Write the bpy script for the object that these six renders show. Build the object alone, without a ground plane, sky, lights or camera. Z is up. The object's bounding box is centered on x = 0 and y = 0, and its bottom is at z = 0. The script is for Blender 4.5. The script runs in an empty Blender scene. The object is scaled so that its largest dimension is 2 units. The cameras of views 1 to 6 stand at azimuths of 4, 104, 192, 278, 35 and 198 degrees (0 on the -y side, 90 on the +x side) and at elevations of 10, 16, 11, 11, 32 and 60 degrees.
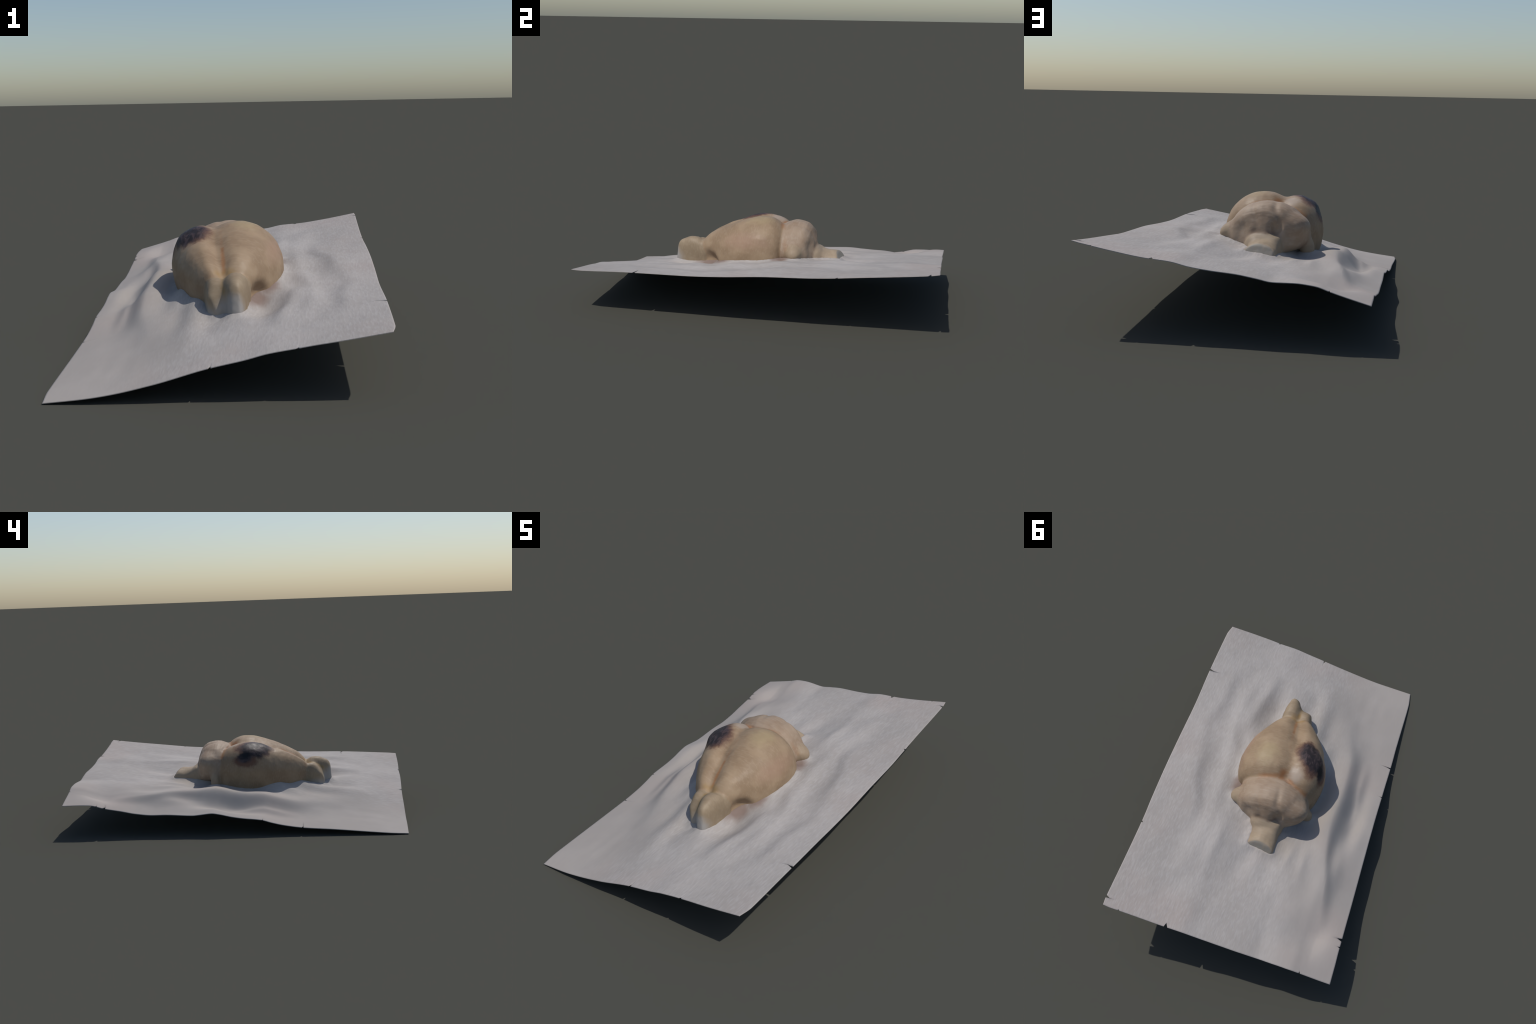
"""A small preserved animal brain, bruised on one hemisphere, lying on a rumpled sheet of paper towel."""
import bpy, math
import numpy as np
from mathutils import noise as mnoise

# ------------------------------------------------------------------ helpers
def curve(xs, ys, q):
    """Smooth monotone-ish cubic (Catmull/PCHIP) through control points."""
    xs = np.asarray(xs, float); ys = np.asarray(ys, float)
    o = np.argsort(xs); xs = xs[o]; ys = ys[o]
    q = np.clip(q, xs[0], xs[-1])
    h = np.diff(xs); d = np.diff(ys) / h
    m = np.zeros(len(xs)); m[0] = d[0]; m[-1] = d[-1]
    for i in range(1, len(xs) - 1):
        if d[i-1] * d[i] > 0:
            w1 = 2*h[i] + h[i-1]; w2 = h[i] + 2*h[i-1]
            m[i] = (w1 + w2) / (w1/d[i-1] + w2/d[i])
    i = np.clip(np.searchsorted(xs, q, side='right') - 1, 0, len(xs) - 2)
    t = (q - xs[i]) / h[i]
    return ((2*t**3-3*t**2+1)*ys[i] + (t**3-2*t**2+t)*h[i]*m[i]
            + (-2*t**3+3*t**2)*ys[i+1] + (t**3-t**2)*h[i]*m[i+1])

def smoothstep(a, b, x):
    t = np.clip((x - a) / (b - a), 0, 1)
    return t*t*(3-2*t)

# ------------------------------------------------------------------ the sheet: four edges and the folds
# edges as control points (x, y, z): front, rear (left to right) and the two sides (front to rear)
FRONT = [(-.558,-1.0,.003),(-.421,-.999,.018),(-.338,-.996,.031),(-.189,-.992,.066),(.001,-.985,.122),(.12,-.985,.151),
         (.195,-.983,.172),(.291,-.978,.189),(.349,-.978,.2),(.428,-.977,.213),(.602,-.970,.243)]
REAR = [(-.613,.967,.182),(-.55,.971,.2),(-.485,.974,.219),(-.451,.976,.23),(-.411,.979,.244),(-.388,.98,.248),(-.326,.98,.253),
        (-.239,.978,.251),(-.175,.981,.262),(-.1,.984,.274),(.001,.984,.282),(.085,.985,.292),(.165,.988,.309),
        (.265,.99,.318),(.405,.993,.340),(.509,.997,.36),(.565,1.0,.371)]
LEFT = [(-.558,-1.0,.003),(-.570,-.9,.009),(-.575,-.57,.033),(-.579,-.425,.042),(-.58,-.308,.057),(-.581,-.236,.073),(-.582,-.181,.088),
        (-.583,-.068,.099),(-.584,-.008,.108),(-.586,.056,.122),(-.587,.1,.128),(-.589,.168,.121),(-.59,.21,.117),
        (-.595,.372,.123),(-.597,.44,.122),(-.6,.54,.131),(-.602,.62,.146),(-.605,.72,.163),(-.607,.8,.182),(-.61,.86,.184),(-.613,.967,.182)]
RIGHT = [(.602,-.970,.243),(.614,-.9,.246),(.611,-.609,.259),(.603,-.32,.264),(.602,-.141,.274),(.596,.121,.295),(.588,.344,.305),
         (.582,.439,.311),(.575,.611,.328),(.567,.933,.362),(.565,1.0,.371)]

def edge(ctrl, axis):
    p = np.array(ctrl); k = p[:, axis]
    t = (k - k[0]) / (k[-1] - k[0])
    return lambda s: np.stack([curve(t, p[:, i], s) for i in range(3)], -1)
E_front, E_rear, E_left, E_right = edge(FRONT, 0), edge(REAR, 0), edge(LEFT, 1), edge(RIGHT, 1)

def coons(u, v):
    U = u[..., None]; V = v[..., None]
    c = [np.array(p) for p in (FRONT[0], FRONT[-1], REAR[0], REAR[-1])]
    return ((1-V)*E_front(u) + V*E_rear(u) + (1-U)*E_left(v) + U*E_right(v)
            - ((1-U)*(1-V)*c[0] + U*(1-V)*c[1] + (1-U)*V*c[2] + U*V*c[3]))

# folds that run roughly along y: (y, crest x, height, width to the left, width to the right)
FOLDS = [
    # big fold beside the bruised hemisphere, steep on its outer face
    [(-.72,-.22,0,.08,.10),(-.5,-.29,.022,.07,.10),(-.3,-.35,.044,.055,.12),(-.07,-.365,.052,.055,.10),(.1,-.36,.045,.055,.09),
     (.3,-.385,.036,.036,.08),(.5,-.435,.022,.034,.08),(.75,-.48,0,.04,.08)],
    # swelling between the big fold and the sheet edge
    [(-.1,-.54,0,.05,.05),(.1,-.54,.012,.05,.05),(.3,-.55,.008,.05,.05),(.45,-.55,0,.05,.05)],
    # fold on the sunny side
    [(-.75,.30,0,.05,.06),(-.5,.34,.011,.04,.045),(-.3,.33,.012,.05,.035),(-.08,.29,.012,.05,.04),(.12,.265,.013,.04,.04),(.3,.26,.008,.04,.05),
     (.55,.27,.012,.05,.06),(.8,.33,0,.05,.06)],
    # narrower creases around
    [(-.7,.47,0,.03,.05),(-.45,.46,.009,.035,.05),(-.25,.49,.006,.04,.05),(-.1,.46,.006,.04,.05),(.12,.42,.011,.035,.06),(.3,.36,.009,.035,.06),(.5,.38,0,.04,.08)],
    [(-.4,-.45,0,.03,.03),(-.2,-.455,.009,.03,.02),(-.02,-.475,.010,.03,.02),(.15,-.46,0,.03,.03)],
    [(-.75,.22,0,.03,.04),(-.58,.235,.010,.03,.04),(-.42,.26,.006,.03,.04),(-.3,.27,0,.03,.04)],
    [(.3,.18,0,.03,.04),(.45,.17,.008,.03,.04),(.65,.2,0,.03,.04)],
    [(.28,-.29,0,.03,.03),(.4,-.29,.008,.025,.02),(.55,-.3,0,.03,.03)],
    [(.28,-.22,0,.03,.03),(.4,-.21,.007,.02,.02),(.52,-.2,0,.03,.03)],
    [(-.8,-.1,0,.05,.05),(-.6,-.1,.018,.05,.04),(-.45,-.12,.015,.05,.05),(-.3,-.16,0,.05,.05)],
    [(-.85,.1,0,.05,.05),(-.66,.1,.012,.06,.05),(-.5,.13,.012,.05,.05),(-.3,.18,.0,.05,.05)],
]
# broad swellings and hollows: centre x, y, height, reach in x, reach in y
SWELLS = [(.16,.36,.020,.10,.19), (-.24,.47,.022,.10,.2), (-.18,-.43,.020,.09,.22), (-.47,.04,-.028,.055,.16), (-.44,.80,-.036,.12,.13),
          (.43,.25,.006,.08,.25), (.145,-.43,-.020,.055,.10), (-.02,-.05,.006,.15,.3), (-.49,-.08,-.012,.06,.2), (-.35,.84,-.010,.12,.1),
          (-.19,-.24,.036,.055,.10), (-.11,-.40,.022,.05,.08), (-.5,.06,-.012,.05,.1), (.27,-.35,.012,.05,.08), (-.13,-.72,.012,.12,.14), (-.46,.40,.018,.05,.14), (.0,-.62,.008,.09,.12), (.05,.8,.007,.12,.1), (.35,-.65,-.008,.08,.12), (.42,-.35,-.009,.10,.2), (.36,.05,-.005,.05,.2), (.14,-.52,-.020,.06,.09), (.18,-.42,-.016,.06,.09), (-.13,-.33,.010,.05,.10), (-.21,-.3,.008,.04,.08),
          (.40,.05,-.004,.1,.2)]
def folds(x, y):
    z = np.zeros_like(x)
    for f in FOLDS:
        f = np.array(f); yy = f[:, 0]
        xc, a, wl, wr = (curve(yy, f[:, k], y) for k in (1, 2, 3, 4))
        a = np.where((y > yy[0]) & (y < yy[-1]), a, 0)
        z += a * np.exp(-((x - xc) / np.where(x < xc, wl, wr))**2)
    for cx, cy, a, wx, wy in SWELLS:
        z += a*np.exp(-((x-cx)/wx)**2 - ((y-cy)/wy)**2)
    # puckers that radiate from under the body
    th = np.arctan2((y+.06)/.42, (x+.02)/.24); r = np.hypot((x+.02)/.24, (y+.06)/.42)
    z += .0045*np.sin(11*th + 1.7*np.sin(3*th+.6) + 2.1*r) * (.6+.4*np.sin(4*th+2)) * np.exp(-((r-1.35)/.33)**2)
    return z

def sheet_uv(u, v):
    P = coons(u, v)
    fade = np.minimum(np.minimum(u, 1-u)*9, 1) * np.minimum(np.minimum(v, 1-v)*9, 1)
    fade = fade*fade*(3-2*fade)
    pillow = .017*(1-(2*u-1)**4)*(1-(2*v-1)**4)
    P[..., 2] += folds(P[..., 0], P[..., 1]) * fade + pillow
    return P

_gu, _gv = np.meshgrid(np.linspace(0, 1, 241), np.linspace(0, 1, 401), indexing='ij')
_G = sheet_uv(_gu, _gv)
def paper_height(x, y):
    """height of the paper at x, y (interior): bilinear lookup after solving for u, v"""
    u = (x + .585) / 1.18; v = (y + .98) / 1.965
    for _ in range(6):
        c = coons(u, v)
        u = np.clip(u + (x - c[..., 0]) / 1.18, 0, 1); v = np.clip(v + (y - c[..., 1]) / 1.97, 0, 1)
    return sheet_uv(u, v)[..., 2]

# ------------------------------------------------------------------ the brain as blended solids
STEP = .0045
gx = np.arange(-.34, .28, STEP); gy = np.arange(-.66, .50, STEP); gz = np.arange(.12, .52, STEP)
X, Y, Z = np.meshgrid(gx, gy, gz, indexing='ij')

def unit(f):
    g = np.gradient(f, STEP)
    n = np.sqrt(g[0]**2 + g[1]**2 + g[2]**2)
    return np.clip(f / np.maximum(n, 1e-6), -.08, .08)

def lobe(rows, low=.30, p=2.0, low_front=None):
    """A lofted lobe: rows of (y, crest x, left x, right x, crest z, z of the widest level);
    the first and last rows are its closed ends."""
    r = np.array(sorted(rows)); yy = r[:, 0]; q = gy
    xc = curve(yy, r[:, 1], q); zm = curve(yy, r[:, 5], q)
    pr = p if np.isscalar(p) else curve(*zip(*p), yy)
    h2 = (r[:, 4] - r[:, 5])**pr
    h2[0] = h2[-1] = 0
    hp = curve(yy, h2, q)
    hp = hp - np.maximum(yy[0]-q, 0) * (h2[1]-h2[0])/(yy[1]-yy[0]) - np.maximum(q-yy[-1], 0) * (h2[-2]-h2[-1])/(yy[-1]-yy[-2])
    def ratio(a):
        k = h2[1:-1] / a[1:-1]**(pr if np.isscalar(pr) else pr[1:-1])
        return curve(yy, np.concatenate([k[:1], k, k[-1:]]), q)[None, :, None]
    kl, kr = ratio(r[:, 1]-r[:, 2]), ratio(r[:, 3]-r[:, 1])
    if not np.isscalar(p): p = curve(*zip(*p), q)[None, :, None]
    dx = X - xc[None, :, None]; dz = Z - zm[None, :, None]
    hp = hp[None, :, None]
    depth = low if low_front is None else curve([-.42, 0], [low_front, low], q)[None, :, None]
    below = np.clip(hp, 1e-6, None) / depth**p
    g = np.abs(dz)**p * np.where(dz > 0, 1, below) + np.abs(dx)**p * np.where(dx < 0, kl, kr) - hp
    return unit(g)

def ball(c, r, yaw=0., pitch=0., roll=0.):
    x, y, z = X-c[0], Y-c[1], Z-c[2]
    ca, sa = math.cos(yaw), math.sin(yaw); x, y = ca*x+sa*y, -sa*x+ca*y
    ca, sa = math.cos(pitch), math.sin(pitch); y, z = ca*y+sa*z, -sa*y+ca*z
    ca, sa = math.cos(roll), math.sin(roll); x, z = ca*x+sa*z, -sa*x+ca*z
    return unit(np.sqrt((x/r[0])**2 + (y/r[1])**2 + (z/r[2])**2) - 1)

def blend(a, b, k):
    h = np.clip(.5 + .5*(b-a)/k, 0, 1)
    return b*(1-h) + a*h - k*h*(1-h)

def carve(a, b, k):
    return -blend(-a, b, k)

# hemispheres: y, crest x, left x, right x, crest z, widest z
hemi_sunny = lobe([
    (.108, .03, .03, .03, .30, .28), (.08, .025, -.10, .172, .426, .28), (.055, .022, -.12, .193, .449, .28), (.03, .02, -.14, .203, .463, .28), (0, .02, -.17, .21, .472, .28),
    (-.05, .022, -.17, .216, .474, .278), (-.1, .025, -.16, .214, .465, .275), (-.18, .03, -.125, .200, .440, .265), (-.25, .035, -.085, .172, .412, .255),
    (-.30, .04, -.055, .145, .389, .245), (-.35, .04, -.03, .118, .36, .24), (-.385, .04, -.012, .088, .326, .245), (-.408, .04, .04, .04, .235, .24)], low=.25, low_front=.12,
    p=[(-.45, 2.3), (-.3, 2.15), (-.1, 2.0), (.2, 2.0)])
hemi_bruised = lobe([
    (.12, -.16, -.16, -.16, .30, .28), (.09, -.15, -.236, -.07, .398, .285), (.06, -.145, -.252, -.04, .428, .288), (0, -.14, -.266, -.01, .450, .29), (-.05, -.139, -.269, .0, .457, .29),
    (-.1, -.135, -.260, .0, .456, .29), (-.16, -.13, -.240, -.0, .439, .29), (-.22, -.115, -.216, -.0, .415, .29), (-.31, -.09, -.163, .0, .378, .28),
    (-.37, -.07, -.117, .0, .343, .265), (-.398, -.055, -.088, -.01, .318, .26), (-.42, -.045, -.045, -.045, .25, .245)], low=.19, low_front=.19,
    p=[(-.45, 1.7), (-.22, 1.72), (-.08, 2.0), (.2, 2.0)])
cerebellum = lobe([
    (.036, -.03, -.03, -.03, .30, .29), (.06, -.035, -.16, .125, .418, .29), (.09, -.04, -.218, .149, .437, .29), (.14, -.04, -.24, .152, .453, .29), (.2, -.04, -.222, .142, .444, .29),
    (.235, -.045, -.18, .112, .418, .29), (.25, -.05, -.145, .08, .39, .285), (.275, -.05, -.05, -.05, .30, .28)], low=.085)
cerebellum = blend(cerebellum, ball((-.162, .178, .335), (.082, .066, .068)), .015)
cerebellum = carve(cerebellum, ball((.085, .285, .335), (.05, .045, .06)), .025)
cerebellum = carve(cerebellum, ball((-.09, .305, .335), (.018, .06, .05)), .03)
for xg, depth in ((.012, .004), (-.095, .008)):                     # furrows between its three lobes
    cerebellum = cerebellum + depth*np.exp(-((X - xg + .15*(Y-.2) + .012*np.sin(Z*40))/.015)**2) * smoothstep(.08, .22, Y) * smoothstep(.28, .33, Z)
# fine leaf-like ridges across the cerebellum
ang = np.arctan2(Z - .30, Y - .16)
cerebellum = cerebellum + .0006*np.sin(ang*52 + 6*X + 1.3*np.sin(X*40)) * smoothstep(.36, .42, Z)

floc_sunny = ball((.147, .165, .303), (.048, .042, .038), yaw=.05, roll=-.5)
floc_sunny = blend(floc_sunny, ball((.12, .16, .29), (.05, .045, .06)), .02)
floc_bruised = ball((-.225, .135, .23), (.034, .028, .055))

stem = lobe([
    (.2, -.05, -.14, .07, .33, .24), (.27, -.045, -.13, .05, .312, .235), (.31, -.05, -.122, .026, .293, .235), (.36, -.052, -.124, .026, .287, .235), (.40, -.053, -.127, .027, .286, .23), (.46, -.055, -.13, .028, .283, .225)], low=.2, p=2.6)
cut = ((Y-.40)*.86 + (Z-.27)*.50 + (X+.06)*.05)          # slanted cut through the cord
stem = stem + .005*np.sin(X*55+1)*np.sin(Y*38+.5)*np.cos(Z*45)
stem = -blend(-stem, -cut, .012)

bulb_sunny = lobe([
    (-.345, .045, -.01, .10, .28, .24), (-.37, .045, -.012, .095, .296, .245), (-.40, .045, -.012, .093, .314, .25), (-.435, .045, -.010, .092, .331, .25), (-.47, .047, -.004, .090, .332, .25), (-.515, .053, .012, .082, .316, .24),
    (-.537, .056, .022, .076, .300, .22), (-.548, .057, .032, .072, .272, .2), (-.556, .057, .057, .057, .16, .15)], p=2.4)
bulb_bruised = lobe([
    (-.345, -.045, -.085, .0, .28, .24), (-.37, -.045, -.085, .0, .29, .245), (-.40, -.043, -.083, .0, .300, .25), (-.435, -.038, -.078, .006, .307, .25), (-.465, -.032, -.069, .01, .290, .245), (-.49, -.026, -.057, .01, .260, .235),
    (-.515, -.02, -.02, -.02, .2, .2)], p=2.2, low=.22)

hemi_sunny = carve(hemi_sunny, ball((.145, -.368, .222), (.055, .09, .052)), .03)     # hollow under its front
hemi_bruised = blend(hemi_bruised, ball((-.185, -.085, .378), (.055, .075, .058)), .014)       # swelling of the bruise
# the cleft between the hemispheres is shallow: its floor is a low ridge
floor_of_cleft = lobe([(.06, -.06, -.06, -.06, .30, .28), (.0, -.058, -.13, .01, .440, .28), (-.1, -.047, -.12, .02, .440, .28), (-.2, -.034, -.10, .03, .408, .27),
    (-.3, -.02, -.08, .04, .365, .26), (-.36, -.012, -.06, .04, .324, .25), (-.40, -.01, -.01, -.01, .25, .24)])
PARTS = [("cerebral_hemisphere", hemi_sunny), ("cerebral_hemisphere", hemi_bruised), ("cerebellum", cerebellum),
         ("flocculus", floc_sunny), ("flocculus", floc_bruised), ("brainstem", stem),
         ("olfactory_bulb", bulb_sunny), ("olfactory_bulb", bulb_bruised)]

brain = blend(hemi_sunny, hemi_bruised, .020)
bulbs = blend(bulb_sunny, bulb_bruised, .028)
brain = blend(brain, floor_of_cleft, .012)
brain = blend(brain, bulbs, .014)
back = blend(cerebellum, floc_sunny, .02)
back = blend(back, floc_bruised, .02)
back = blend(back, stem, .016)
brain = blend(brain, back, .018)

HX, HY = np.meshgrid(gx, gy, indexing='ij')
H = paper_height(HX, HY)
brain_free = brain.copy()
brain = np.maximum(brain, (H - .002)[:, :, None] - Z)     # it rests on the paper

def surface_nets(f):
    """dual mesh of the zero level of a sampled solid"""
    s = f < 0
    n = np.array(f.shape) - 1
    corner = [(i, j, k) for i in (0, 1) for j in (0, 1) for k in (0, 1)]
    sl = lambda o: tuple(slice(o[a], o[a] + n[a]) for a in range(3))
    cnt = sum(s[sl(o)].astype(np.int8) for o in corner)
    act = (cnt > 0) & (cnt < 8)
    idx = -np.ones(act.shape, int); cells = np.argwhere(act); idx[act] = np.arange(len(cells))
    acc = np.zeros((len(cells), 3)); num = np.zeros(len(cells))
    val = {o: f[sl(o)][act] for o in corner}
    for a in corner:
        for ax in range(3):
            if a[ax]: continue
            b = list(a); b[ax] = 1; b = tuple(b)
            va, vb = val[a], val[b]; m = (va < 0) != (vb < 0)
            t = np.where(m, va / np.where(m, va - vb, 1), 0)
            p = np.tile(np.array(a, float), (len(cells), 1)); p[:, ax] += t
            acc[m] += p[m]; num[m] += 1
    co = (cells + acc / num[:, None]) * STEP + np.array([gx[0], gy[0], gz[0]])
    quads = []
    for ax in range(3):
        o1, o2 = [(1, 2), (2, 0), (0, 1)][ax]
        lo = [slice(1, f.shape[k]-1) for k in range(3)]; lo[ax] = slice(0, f.shape[ax]-1)
        hi = list(lo); hi[ax] = slice(1, f.shape[ax])
        a, b = s[tuple(lo)], s[tuple(hi)]
        for flip, m in ((False, a & ~b), (True, ~a & b)):
            c = np.argwhere(m) + np.array([0 if k == ax else 1 for k in range(3)])
            q = []
            for d1, d2 in ((0, 0), (-1, 0), (-1, -1), (0, -1)):
                cc = c.copy(); cc[:, o1] += d1; cc[:, o2] += d2
                q.append(idx[cc[:, 0], cc[:, 1], cc[:, 2]])
            q = np.stack(q, 1)
            quads.append(q[:, ::-1] if flip else q)
    quads = np.concatenate(quads)
    return co, quads[(quads >= 0).all(1)]

def lookup(f, p):
    g = (p - np.array([gx[0], gy[0], gz[0]])) / STEP
    i = np.clip(np.floor(g).astype(int), 0, np.array(f.shape) - 2); t = np.clip(g - i, 0, 1)
    r = 0
    for a in (0, 1):
        for b in (0, 1):
            for c in (0, 1):
                w = (t[:, 0] if a else 1-t[:, 0]) * (t[:, 1] if b else 1-t[:, 1]) * (t[:, 2] if c else 1-t[:, 2])
                r = r + w * f[i[:, 0]+a, i[:, 1]+b, i[:, 2]+c]
    return r

verts, quads = surface_nets(brain)

def relax(co, q, times, lam=.5):
    n = len(co)
    e = np.concatenate([q[:, [0, 1]], q[:, [1, 2]], q[:, [2, 3]], q[:, [3, 0]]])
    for _ in range(times):
        s = np.zeros_like(co); c = np.zeros(n)
        for a, b in ((0, 1), (1, 0)):
            for k in range(3): s[:, k] += np.bincount(e[:, a], co[e[:, b], k], n)
            c += np.bincount(e[:, a], minlength=n)
        co = co + lam*(s/c[:, None] - co)
    return co
verts = relax(verts, quads, 3)

# soft unevenness of the tissue
bump = np.array([mnoise.noise((v[0]*22, v[1]*22, v[2]*22))*.0016 + mnoise.noise((v[0]*55+9, v[1]*40, v[2]*55))*.0006 for v in verts])
fn = np.cross(verts[quads[:, 2]] - verts[quads[:, 0]], verts[quads[:, 3]] - verts[quads[:, 1]])
vn = np.zeros_like(verts)
for k in range(4): np.add.at(vn, quads[:, k], fn)
vn /= np.maximum(np.linalg.norm(vn, axis=1), 1e-12)[:, None]
verts = verts + vn*bump[:, None]
fn = np.cross(verts[quads[:, 2]] - verts[quads[:, 0]], verts[quads[:, 3]] - verts[quads[:, 1]])
vn = np.zeros_like(verts)
for k in range(4): np.add.at(vn, quads[:, k], fn)
vn /= np.maximum(np.linalg.norm(vn, axis=1), 1e-12)[:, None]

centre = verts[quads].mean(1)
owner = np.argmin(np.stack([lookup(d, centre) for _, d in PARTS], 1), 1)

# ------------------------------------------------------------------ materials
class Nodes:
    def __init__(self, name):
        self.m = bpy.data.materials.new(name); self.m.use_nodes = True
        self.t = self.m.node_tree; self.t.nodes.clear()
        self.out = self.t.nodes.new("ShaderNodeOutputMaterial"); self.b = self.t.nodes.new("ShaderNodeBsdfPrincipled")
        self.t.links.new(self.b.outputs[0], self.out.inputs[0])
        self.co = self.t.nodes.new("ShaderNodeTexCoord").outputs["Object"]
    def _in(self, sock, v):
        if isinstance(v, bpy.types.NodeSocket): self.t.links.new(v, sock)
        elif v is not None: sock.default_value = v
    def math(self, op, a, b=None, c=None, clamp=False):
        n = self.t.nodes.new("ShaderNodeMath"); n.operation = op; n.use_clamp = clamp
        for i, v in enumerate((a, b, c)): self._in(n.inputs[i], v)
        return n.outputs[0]
    def vec(self, op, a, b=None, scale=None):
        n = self.t.nodes.new("ShaderNodeVectorMath"); n.operation = op
        self._in(n.inputs[0], a)
        if b is not None: self._in(n.inputs[1], b)
        if scale is not None: self._in(n.inputs["Scale"], scale)
        return n.outputs["Value"] if op in ("LENGTH", "DOT_PRODUCT", "DISTANCE") else n.outputs[0]
    def mapping(self, loc=(0, 0, 0), rot=(0, 0, 0), scale=(1, 1, 1), src=None):
        n = self.t.nodes.new("ShaderNodeMapping"); self._in(n.inputs[0], src or self.co)
        n.inputs[1].default_value = loc; n.inputs[2].default_value = rot; n.inputs[3].default_value = scale
        return n.outputs[0]
    def noise(self, scale, detail=3, rough=.5, src=None, dist=0., colour=False):
        n = self.t.nodes.new("ShaderNodeTexNoise"); self._in(n.inputs["Vector"], src or self.co)
        n.inputs["Scale"].default_value = scale; n.inputs["Detail"].default_value = detail
        n.inputs["Roughness"].default_value = rough; n.inputs["Distortion"].default_value = dist
        return n.outputs["Color" if colour else "Fac"]
    def span(self, v, a, b, c=0., d=1., smooth=True):
        n = self.t.nodes.new("ShaderNodeMapRange"); n.interpolation_type = 'SMOOTHSTEP' if smooth else 'LINEAR'
        self._in(n.inputs[0], v)
        for i, k in enumerate((a, b, c, d)): self._in(n.inputs[i+1], k)
        return n.outputs[0]
    def mix(self, f, a, b, mode='MIX'):
        n = self.t.nodes.new("ShaderNodeMix"); n.data_type = 'RGBA'; n.blend_type = mode
        self._in(n.inputs[0], f)
        self._in(n.inputs[6], a if isinstance(a, bpy.types.NodeSocket) else (*a, 1)); self._in(n.inputs[7], b if isinstance(b, bpy.types.NodeSocket) else (*b, 1))
        return n.outputs[2]
    def blob(self, c, r, inner=.4, outer=1., wobble=None, amount=0., rot=(0, 0, 0)):
        """1 inside an ellipsoid, falling to 0 at its rim"""
        n = self.t.nodes.new("ShaderNodeMapping"); n.vector_type = 'TEXTURE'; self._in(n.inputs[0], self.co)
        n.inputs[1].default_value = c; n.inputs[2].default_value = rot; n.inputs[3].default_value = r
        d = self.vec("LENGTH", n.outputs[0])
        if wobble is not None: d = self.math("ADD", d, self.math("MULTIPLY", self.math("SUBTRACT", wobble, .5), amount))
        return self.span(d, inner, outer, 1., 0.)
    def seam(self, a, b, r, wobble=None, amount=0.):
        """1 on the segment a-b, 0 at distance r"""
        a = np.array(a); b = np.array(b); ab = b-a; L2 = float(ab @ ab)
        pa = self.vec("SUBTRACT", self.co, tuple(a))
        t = self.math("DIVIDE", self.vec("DOT_PRODUCT", pa, tuple(ab)), L2, clamp=True)
        d = self.vec("LENGTH", self.vec("SUBTRACT", pa, self.vec("SCALE", tuple(ab), scale=t)))
        if wobble is not None: d = self.math("ADD", d, self.math("MULTIPLY", self.math("SUBTRACT", wobble, .5), amount*r))
        return self.span(d, 0., r, 1., 0.)
    def most(self, *v):
        r = v[0]
        for k in v[1:]: r = self.math("MAXIMUM", r, k)
        return r
    def bump(self, h, dist, strength=1.):
        n = self.t.nodes.new("ShaderNodeBump"); self._in(n.inputs["Height"], h)
        n.inputs["Distance"].default_value = dist; n.inputs["Strength"].default_value = strength
        self.t.links.new(n.outputs[0], self.b.inputs["Normal"])
    def finish(self, colour, rough, **kw):
        self._in(self.b.inputs["Base Color"], colour); self._in(self.b.inputs["Roughness"], rough)
        for k, v in kw.items(): self._in(self.b.inputs[k.replace("_", " ")], v)
        return self.m

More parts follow.
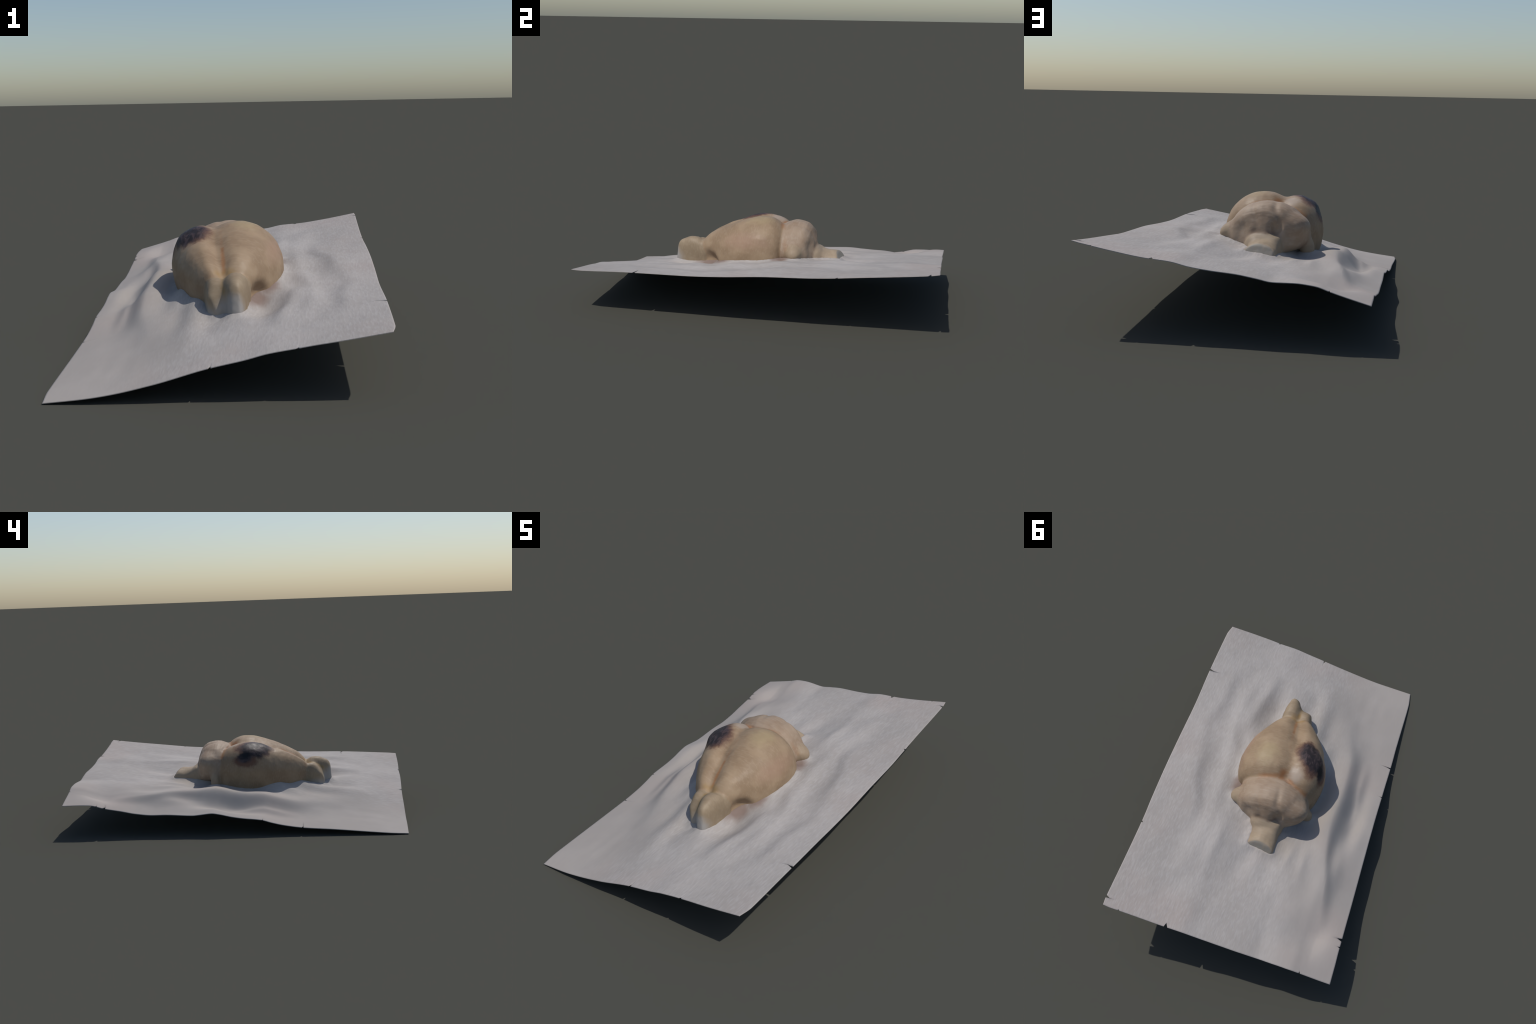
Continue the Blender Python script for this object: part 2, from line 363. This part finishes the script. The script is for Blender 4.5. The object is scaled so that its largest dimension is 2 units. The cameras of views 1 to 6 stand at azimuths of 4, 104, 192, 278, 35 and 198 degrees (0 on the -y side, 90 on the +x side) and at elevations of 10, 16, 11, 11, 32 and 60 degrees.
def paper_material():
    n = Nodes("paper_towel")
    turned = n.mapping(rot=(0, 0, math.radians(-14)), scale=(125, 26, 50))
    fibre = n.noise(1., 2, .5, src=turned)
    tick = n.noise(1., 1, .5, src=n.mapping(rot=(0, 0, math.radians(-14)), scale=(95, 22, 30), loc=(3, 1, 0)))
    patch = n.noise(3.2, 3, .5)
    warm = n.noise(2.1, 2, .5, src=n.mapping(loc=(4, 2, 1)))
    sep = n.t.nodes.new("ShaderNodeSeparateXYZ"); n.t.links.new(n.co, sep.inputs[0])
    side = n.span(n.math("ADD", sep.outputs[0], n.math("MULTIPLY", n.math("SUBTRACT", patch, .5), .5)), -.42, -.05)   # one side is smoother and warmer in tone
    grain = n.math("ADD", n.math("MULTIPLY", side, .85), .15)
    c = n.mix(n.span(patch, .35, .68), (.352, .323, .300), (.40, .368, .344))
    c = n.mix(n.math("MULTIPLY", n.math("SUBTRACT", 1., side), .5), c, (.372, .332, .302))
    c = n.mix(n.math("MULTIPLY", n.span(warm, .45, .72), .5), c, (.395, .332, .30))
    c = n.mix(n.math("MULTIPLY", n.math("MULTIPLY", n.span(fibre, .42, .7), grain), .27), c, (.49, .46, .45))
    c = n.mix(n.math("MULTIPLY", n.math("MULTIPLY", n.span(tick, .5, .72), grain), .2), c, (.28, .262, .25))
    # fluid from the tissue has stained the paper where the two touch
    wob = n.noise(14, 3)
    stain = n.math("MULTIPLY", n.most(n.blob((.115, -.34, .215), (.085, .13, .08), .15, 1, wob, .7), n.blob((.16, -.25, .235), (.065, .10, .07), .2, 1, wob, .7),
                   n.blob((.17, .09, .27), (.07, .09, .06), .2, 1, wob, .8)), .9)
    c = n.mix(stain, c, (.205, .145, .12))
    pale = n.math("MULTIPLY", n.most(n.blob((-.1, .36, .21), (.14, .12, .1), .3, 1, wob, .6), n.blob((-.3, .05, .2), (.1, .25, .1), .3, 1, wob, .6)), .45)
    c = n.mix(pale, c, (.42, .36, .30))
    n.bump(n.math("MULTIPLY", n.math("ADD", fibre, tick), grain), .002, .3)
    return n.finish(c, .85, Specular_IOR_Level=.25)

def tissue_base(n, tone=(.34, .24, .15), pale=(.40, .302, .202), dim=(.272, .185, .112)):
    big = n.noise(9, 3, .5)
    strand = n.noise(1., 3, .55, src=n.mapping(rot=(.2, .1, .5), scale=(30, 120, 60)), dist=.5)
    c = n.mix(n.span(big, .35, .65), dim, tone)
    c = n.mix(n.math("MULTIPLY", n.span(strand, .45, .72), .28), c, pale)
    return c, strand

def seams(n, c):
    wob = n.noise(35, 3)
    orange = n.most(n.seam((-.06, .03, .437), (-.055, .05, .43), .035, wob, .5),
                    n.math("MULTIPLY", n.seam((-.055, .05, .44), (.115, .105, .43), .022, wob, .8), .75),
                    n.math("MULTIPLY", n.seam((.115, .105, .43), (.165, .115, .33), .026, wob, .8), .55),
                    n.math("MULTIPLY", n.seam((-.06, .05, .44), (-.20, .095, .38), .022, wob, .8), .75),
                    n.math("MULTIPLY", n.seam((-.008, -.385, .318), (-.026, -.25, .393), .015, wob, .9), .8),
                    n.math("MULTIPLY", n.seam((-.026, -.25, .393), (-.048, -.10, .442), .014, wob, .9), .35))
    c = n.mix(n.math("MULTIPLY", orange, .8), c, (.30, .125, .042))
    yellow = n.most(n.blob((-.004, -.395, .325), (.062, .04, .035), .1, 1, wob, .6), n.math("MULTIPLY", n.seam((-.008, -.40, .315), (.005, -.5, .27), .02, wob, .6), .8))
    c = n.mix(n.math("MULTIPLY", yellow, .75), c, (.33, .20, .06))
    return c

def skirt(n, c):
    """paper fibres cling to the cut ends of the bulbs"""
    wob = n.noise(18, 3)
    m = n.most(n.blob((.02, -.60, .19), (.15, .125, .115), .62, 1.0, wob, .35), n.blob((-.1, -.52, .15), (.12, .14, .09), .5, 1, wob, .4))
    return n.mix(n.math("MULTIPLY", m, .85), c, (.345, .33, .315))

def hemisphere_material(bruised):
    n = Nodes("bruised_cortex" if bruised else "cortex")
    c, strand = tissue_base(n)
    wob = n.noise(26, 4, .6)
    if bruised:
        white = n.blob((-.125, .03, .445), (.06, .075, .05), .3, 1, wob, .7)
        c = n.mix(n.math("MULTIPLY", white, .58), c, (.41, .34, .285))
        fray = n.noise(15, 5, .6, dist=.3)
        rim = n.most(n.blob((-.175, -.10, .42), (.098, .135, .10),   .66, 1.04, fray, .85, rot=(0, 0, .45)),
                     n.blob((-.245, -.06, .37), (.04, .09, .062), .6, 1.02, fray, 1.1))
        core = n.most(n.blob((-.18, -.105, .42), (.094, .122, .092),   .6, 1.0, fray, .75, rot=(0, 0, .45)),
                      n.blob((-.242, -.05, .385), (.035, .065, .045), .5, 1., fray, .9))
        c = n.mix(n.math("MULTIPLY", rim, .85), c, (.12, .048, .030))
        inner = n.noise(24, 5, .7, src=n.mapping(rot=(0, 0, .5), scale=(1.6, .7, 1)), dist=1.2)
        dark = n.mix(n.span(inner, .42, .68), (.024, .018, .019), (.082, .056, .056))
        dark = n.mix(n.blob((-.232, -.055, .395), (.032, .045, .035), .4, 1, wob, .5), dark, (.008, .008, .010))
        c = n.mix(core, c, dark)
    else:
        pink = n.math("MULTIPLY", n.blob((.175, -.11, .355), (.07, .20, .075), .2, 1, wob, .6), .5)
        c = n.mix(pink, c, (.35, .215, .15))
        gold = n.math("MULTIPLY", n.blob((.06, -.05, .47), (.09, .13, .05), .2, 1, wob, .9), .55)
        c = n.mix(gold, c, (.40, .31, .175))
    c = seams(n, c); c = skirt(n, c)
    n.bump(n.math("ADD", strand, n.math("MULTIPLY", wob, .5)), .003, .22)
    return n.finish(c, n.span(wob, .3, .7, .48, .62), Specular_IOR_Level=.32)

def plain_material(name, **tones):
    n = Nodes(name)
    c, strand = tissue_base(n, **tones)
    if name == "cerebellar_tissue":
        band = n.noise(1., 3, .5, src=n.mapping(scale=(9, 75, 45)), dist=.4)
        c = n.mix(n.math("MULTIPLY", n.span(band, .46, .72), .3), c, (.43, .345, .265))
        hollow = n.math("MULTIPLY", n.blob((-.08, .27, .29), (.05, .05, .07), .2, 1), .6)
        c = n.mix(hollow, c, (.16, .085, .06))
    c = seams(n, c)
    if name == "bulb_tissue": c = skirt(n, c)
    if name == "brainstem_tissue":
        face = n.span(n.vec("DOT_PRODUCT", n.co, (.05, .86, .50)), .470, .4745)       # the cut plane of the cord
        c = n.mix(n.math("MULTIPLY", face, n.span(n.noise(30, 3), .3, .7, .45, .85)), c, (.235, .225, .2))
    n.bump(strand, .003, .22)
    return n.finish(c, .56, Specular_IOR_Level=.3)

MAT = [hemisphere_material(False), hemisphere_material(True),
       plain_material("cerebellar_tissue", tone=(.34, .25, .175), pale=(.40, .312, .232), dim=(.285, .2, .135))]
floc_m = plain_material("flocculus_tissue", tone=(.345, .262, .175), pale=(.39, .31, .22), dim=(.3, .222, .148))
stem_m = plain_material("brainstem_tissue", tone=(.345, .265, .182), pale=(.395, .32, .235), dim=(.3, .228, .157))
bulb_m = plain_material("bulb_tissue", tone=(.325, .248, .165), pale=(.385, .305, .21), dim=(.27, .2, .128))
MAT += [floc_m, floc_m, stem_m, bulb_m, bulb_m]

# ------------------------------------------------------------------ objects
scene = bpy.context.scene
def link(o):
    scene.collection.objects.link(o); return o

root = link(bpy.data.objects.new("animal_brain", None))
root.empty_display_size = .1
root["label"] = "small tan preserved animal brain with dark bruised hemisphere"
root["category"] = "brain"

for i, (name, _) in enumerate(PARTS):
    q = quads[owner == i]
    if not len(q): continue
    used, inv = np.unique(q, return_inverse=True)
    me = bpy.data.meshes.new(name)
    me.from_pydata(verts[used].tolist(), [], inv.reshape(-1, 4).tolist())
    me.polygons.foreach_set("use_smooth", [True]*len(me.polygons))
    me.normals_split_custom_set_from_vertices(vn[used].tolist())
    me.materials.append(MAT[i]); me.update()
    link(bpy.data.objects.new(name, me)).parent = root

# paper: grid over u, v with extra lines at the tears
def lines(n, tears):
    base = np.linspace(0, 1, n)
    keep = base
    extra = []
    for s, w, d in tears:
        keep = keep[np.abs(keep - s) > w*1.6]
        extra += [s-w*1.5, s-w, s-w*.5, s, s+w*.35, s+w*.5]
    return np.unique(np.clip(np.concatenate([keep, extra, [0, 1]]), 0, 1))
# tears: (place along the edge, half width, depth in metres)
T_FRONT = [(.485, .006, .018), (.735, .009, .007)]
T_REAR = [(.725, .011, .022), (.135, .004, .012), (.93, .006, .006)]
T_LEFT = [(.30, .0032, .026), (.415, .0025, .012), (.878, .006, .026), (.90, .003, .012)]
T_RIGHT = [(.187, .0045, .032), (.74, .004, .010), (.975, .005, .022)]
us = lines(221, T_FRONT + T_REAR); vs = lines(361, T_LEFT + T_RIGHT)
U, V = np.meshgrid(us, vs, indexing='ij')
P = sheet_uv(U, V)
def tear(tears, s, depth_m, direction):
    for c, w, d in tears:
        k = np.where(s < c, np.clip(1 - (c - s)/w, 0, 1), np.clip(1 - (s - c)/(w*.5), 0, 1))
        P[..., 0:2] += (d * k * np.clip(1 - depth_m/(2.5*d), 0, 1))[..., None] * np.array(direction)
tear(T_FRONT, U, V*1.97, (0, 1)); tear(T_REAR, U, (1-V)*1.97, (0, -1))
tear(T_LEFT, V, U*1.18, (1, -.2)); tear(T_RIGHT, V, (1-U)*1.18, (-1, .1))
# clipped corners
def clip(cu, cv, a, b, dx, dy):
    k = np.clip(1 - np.abs(U-cu)/a - np.abs(V-cv)/b, 0, 1)
    P[..., 0] += dx*k; P[..., 1] += dy*k
clip(1, 1, .03, .02, -.004, -.004)

fl = P.reshape(-1, 3)
# paper clings to the tissue: it rises in a small fillet where they meet
level = np.clip(np.round((H + .006 - gz[0]) / STEP).astype(int), 0, len(gz)-1)
foot = np.take_along_axis(brain_free, level[:, :, None], 2)[:, :, 0] < 0                # where the body stands on the paper
inner = foot & np.roll(foot, 1, 0) & np.roll(foot, -1, 0) & np.roll(foot, 1, 1) & np.roll(foot, -1, 1)
outline = np.stack([HX[foot & ~inner], HY[foot & ~inner]], 1)
near = np.flatnonzero((fl[:, 0] > gx[0]) & (fl[:, 0] < gx[-1]) & (fl[:, 1] > gy[0]) & (fl[:, 1] < gy[-1]))
for part in np.array_split(near, 40):
    d = np.sqrt(((fl[part, None, :2] - outline[None])**2).sum(2).min(1))
    fl[part, 2] += .019*np.exp(-(d/.024)**1.3)
cr = np.array([mnoise.noise((p[0]*7, p[1]*4, 3.1))*.0035 + mnoise.noise((p[0]*16, p[1]*9, 7.7))*.0016 for p in fl])
cr *= np.minimum(np.minimum(U, 1-U)*12, 1).reshape(-1) * np.minimum(np.minimum(V, 1-V)*12, 1).reshape(-1)
fl[:, 2] += cr
nu, nv = U.shape
ids = np.arange(nu*nv).reshape(nu, nv)
top = np.stack([ids[:-1, :-1], ids[1:, :-1], ids[1:, 1:], ids[:-1, 1:]], -1).reshape(-1, 4)
T = .0025
low = fl.copy(); low[:, 2] -= T
low[:, 2] = np.maximum(low[:, 2], 0)
rim = np.concatenate([ids[:, 0], ids[-1, 1:], ids[-2::-1, -1], ids[0, -2:0:-1]])
nxt = np.roll(rim, -1); N = nu*nv
side = np.stack([rim, rim+N, nxt+N, nxt], 1)
me = bpy.data.meshes.new("paper_towel")
me.from_pydata(np.concatenate([fl, low]).tolist(), [], top.tolist() + (top[:, ::-1]+N).tolist() + side.tolist())
me.polygons.foreach_set("use_smooth", [True]*(2*len(top)) + [False]*len(side))
me.materials.append(paper_material()); me.update()
paper = link(bpy.data.objects.new("paper_towel", me))
paper["label"] = "rumpled pale grey paper towel sheet, slightly torn edges"
paper["category"] = "paper towel"
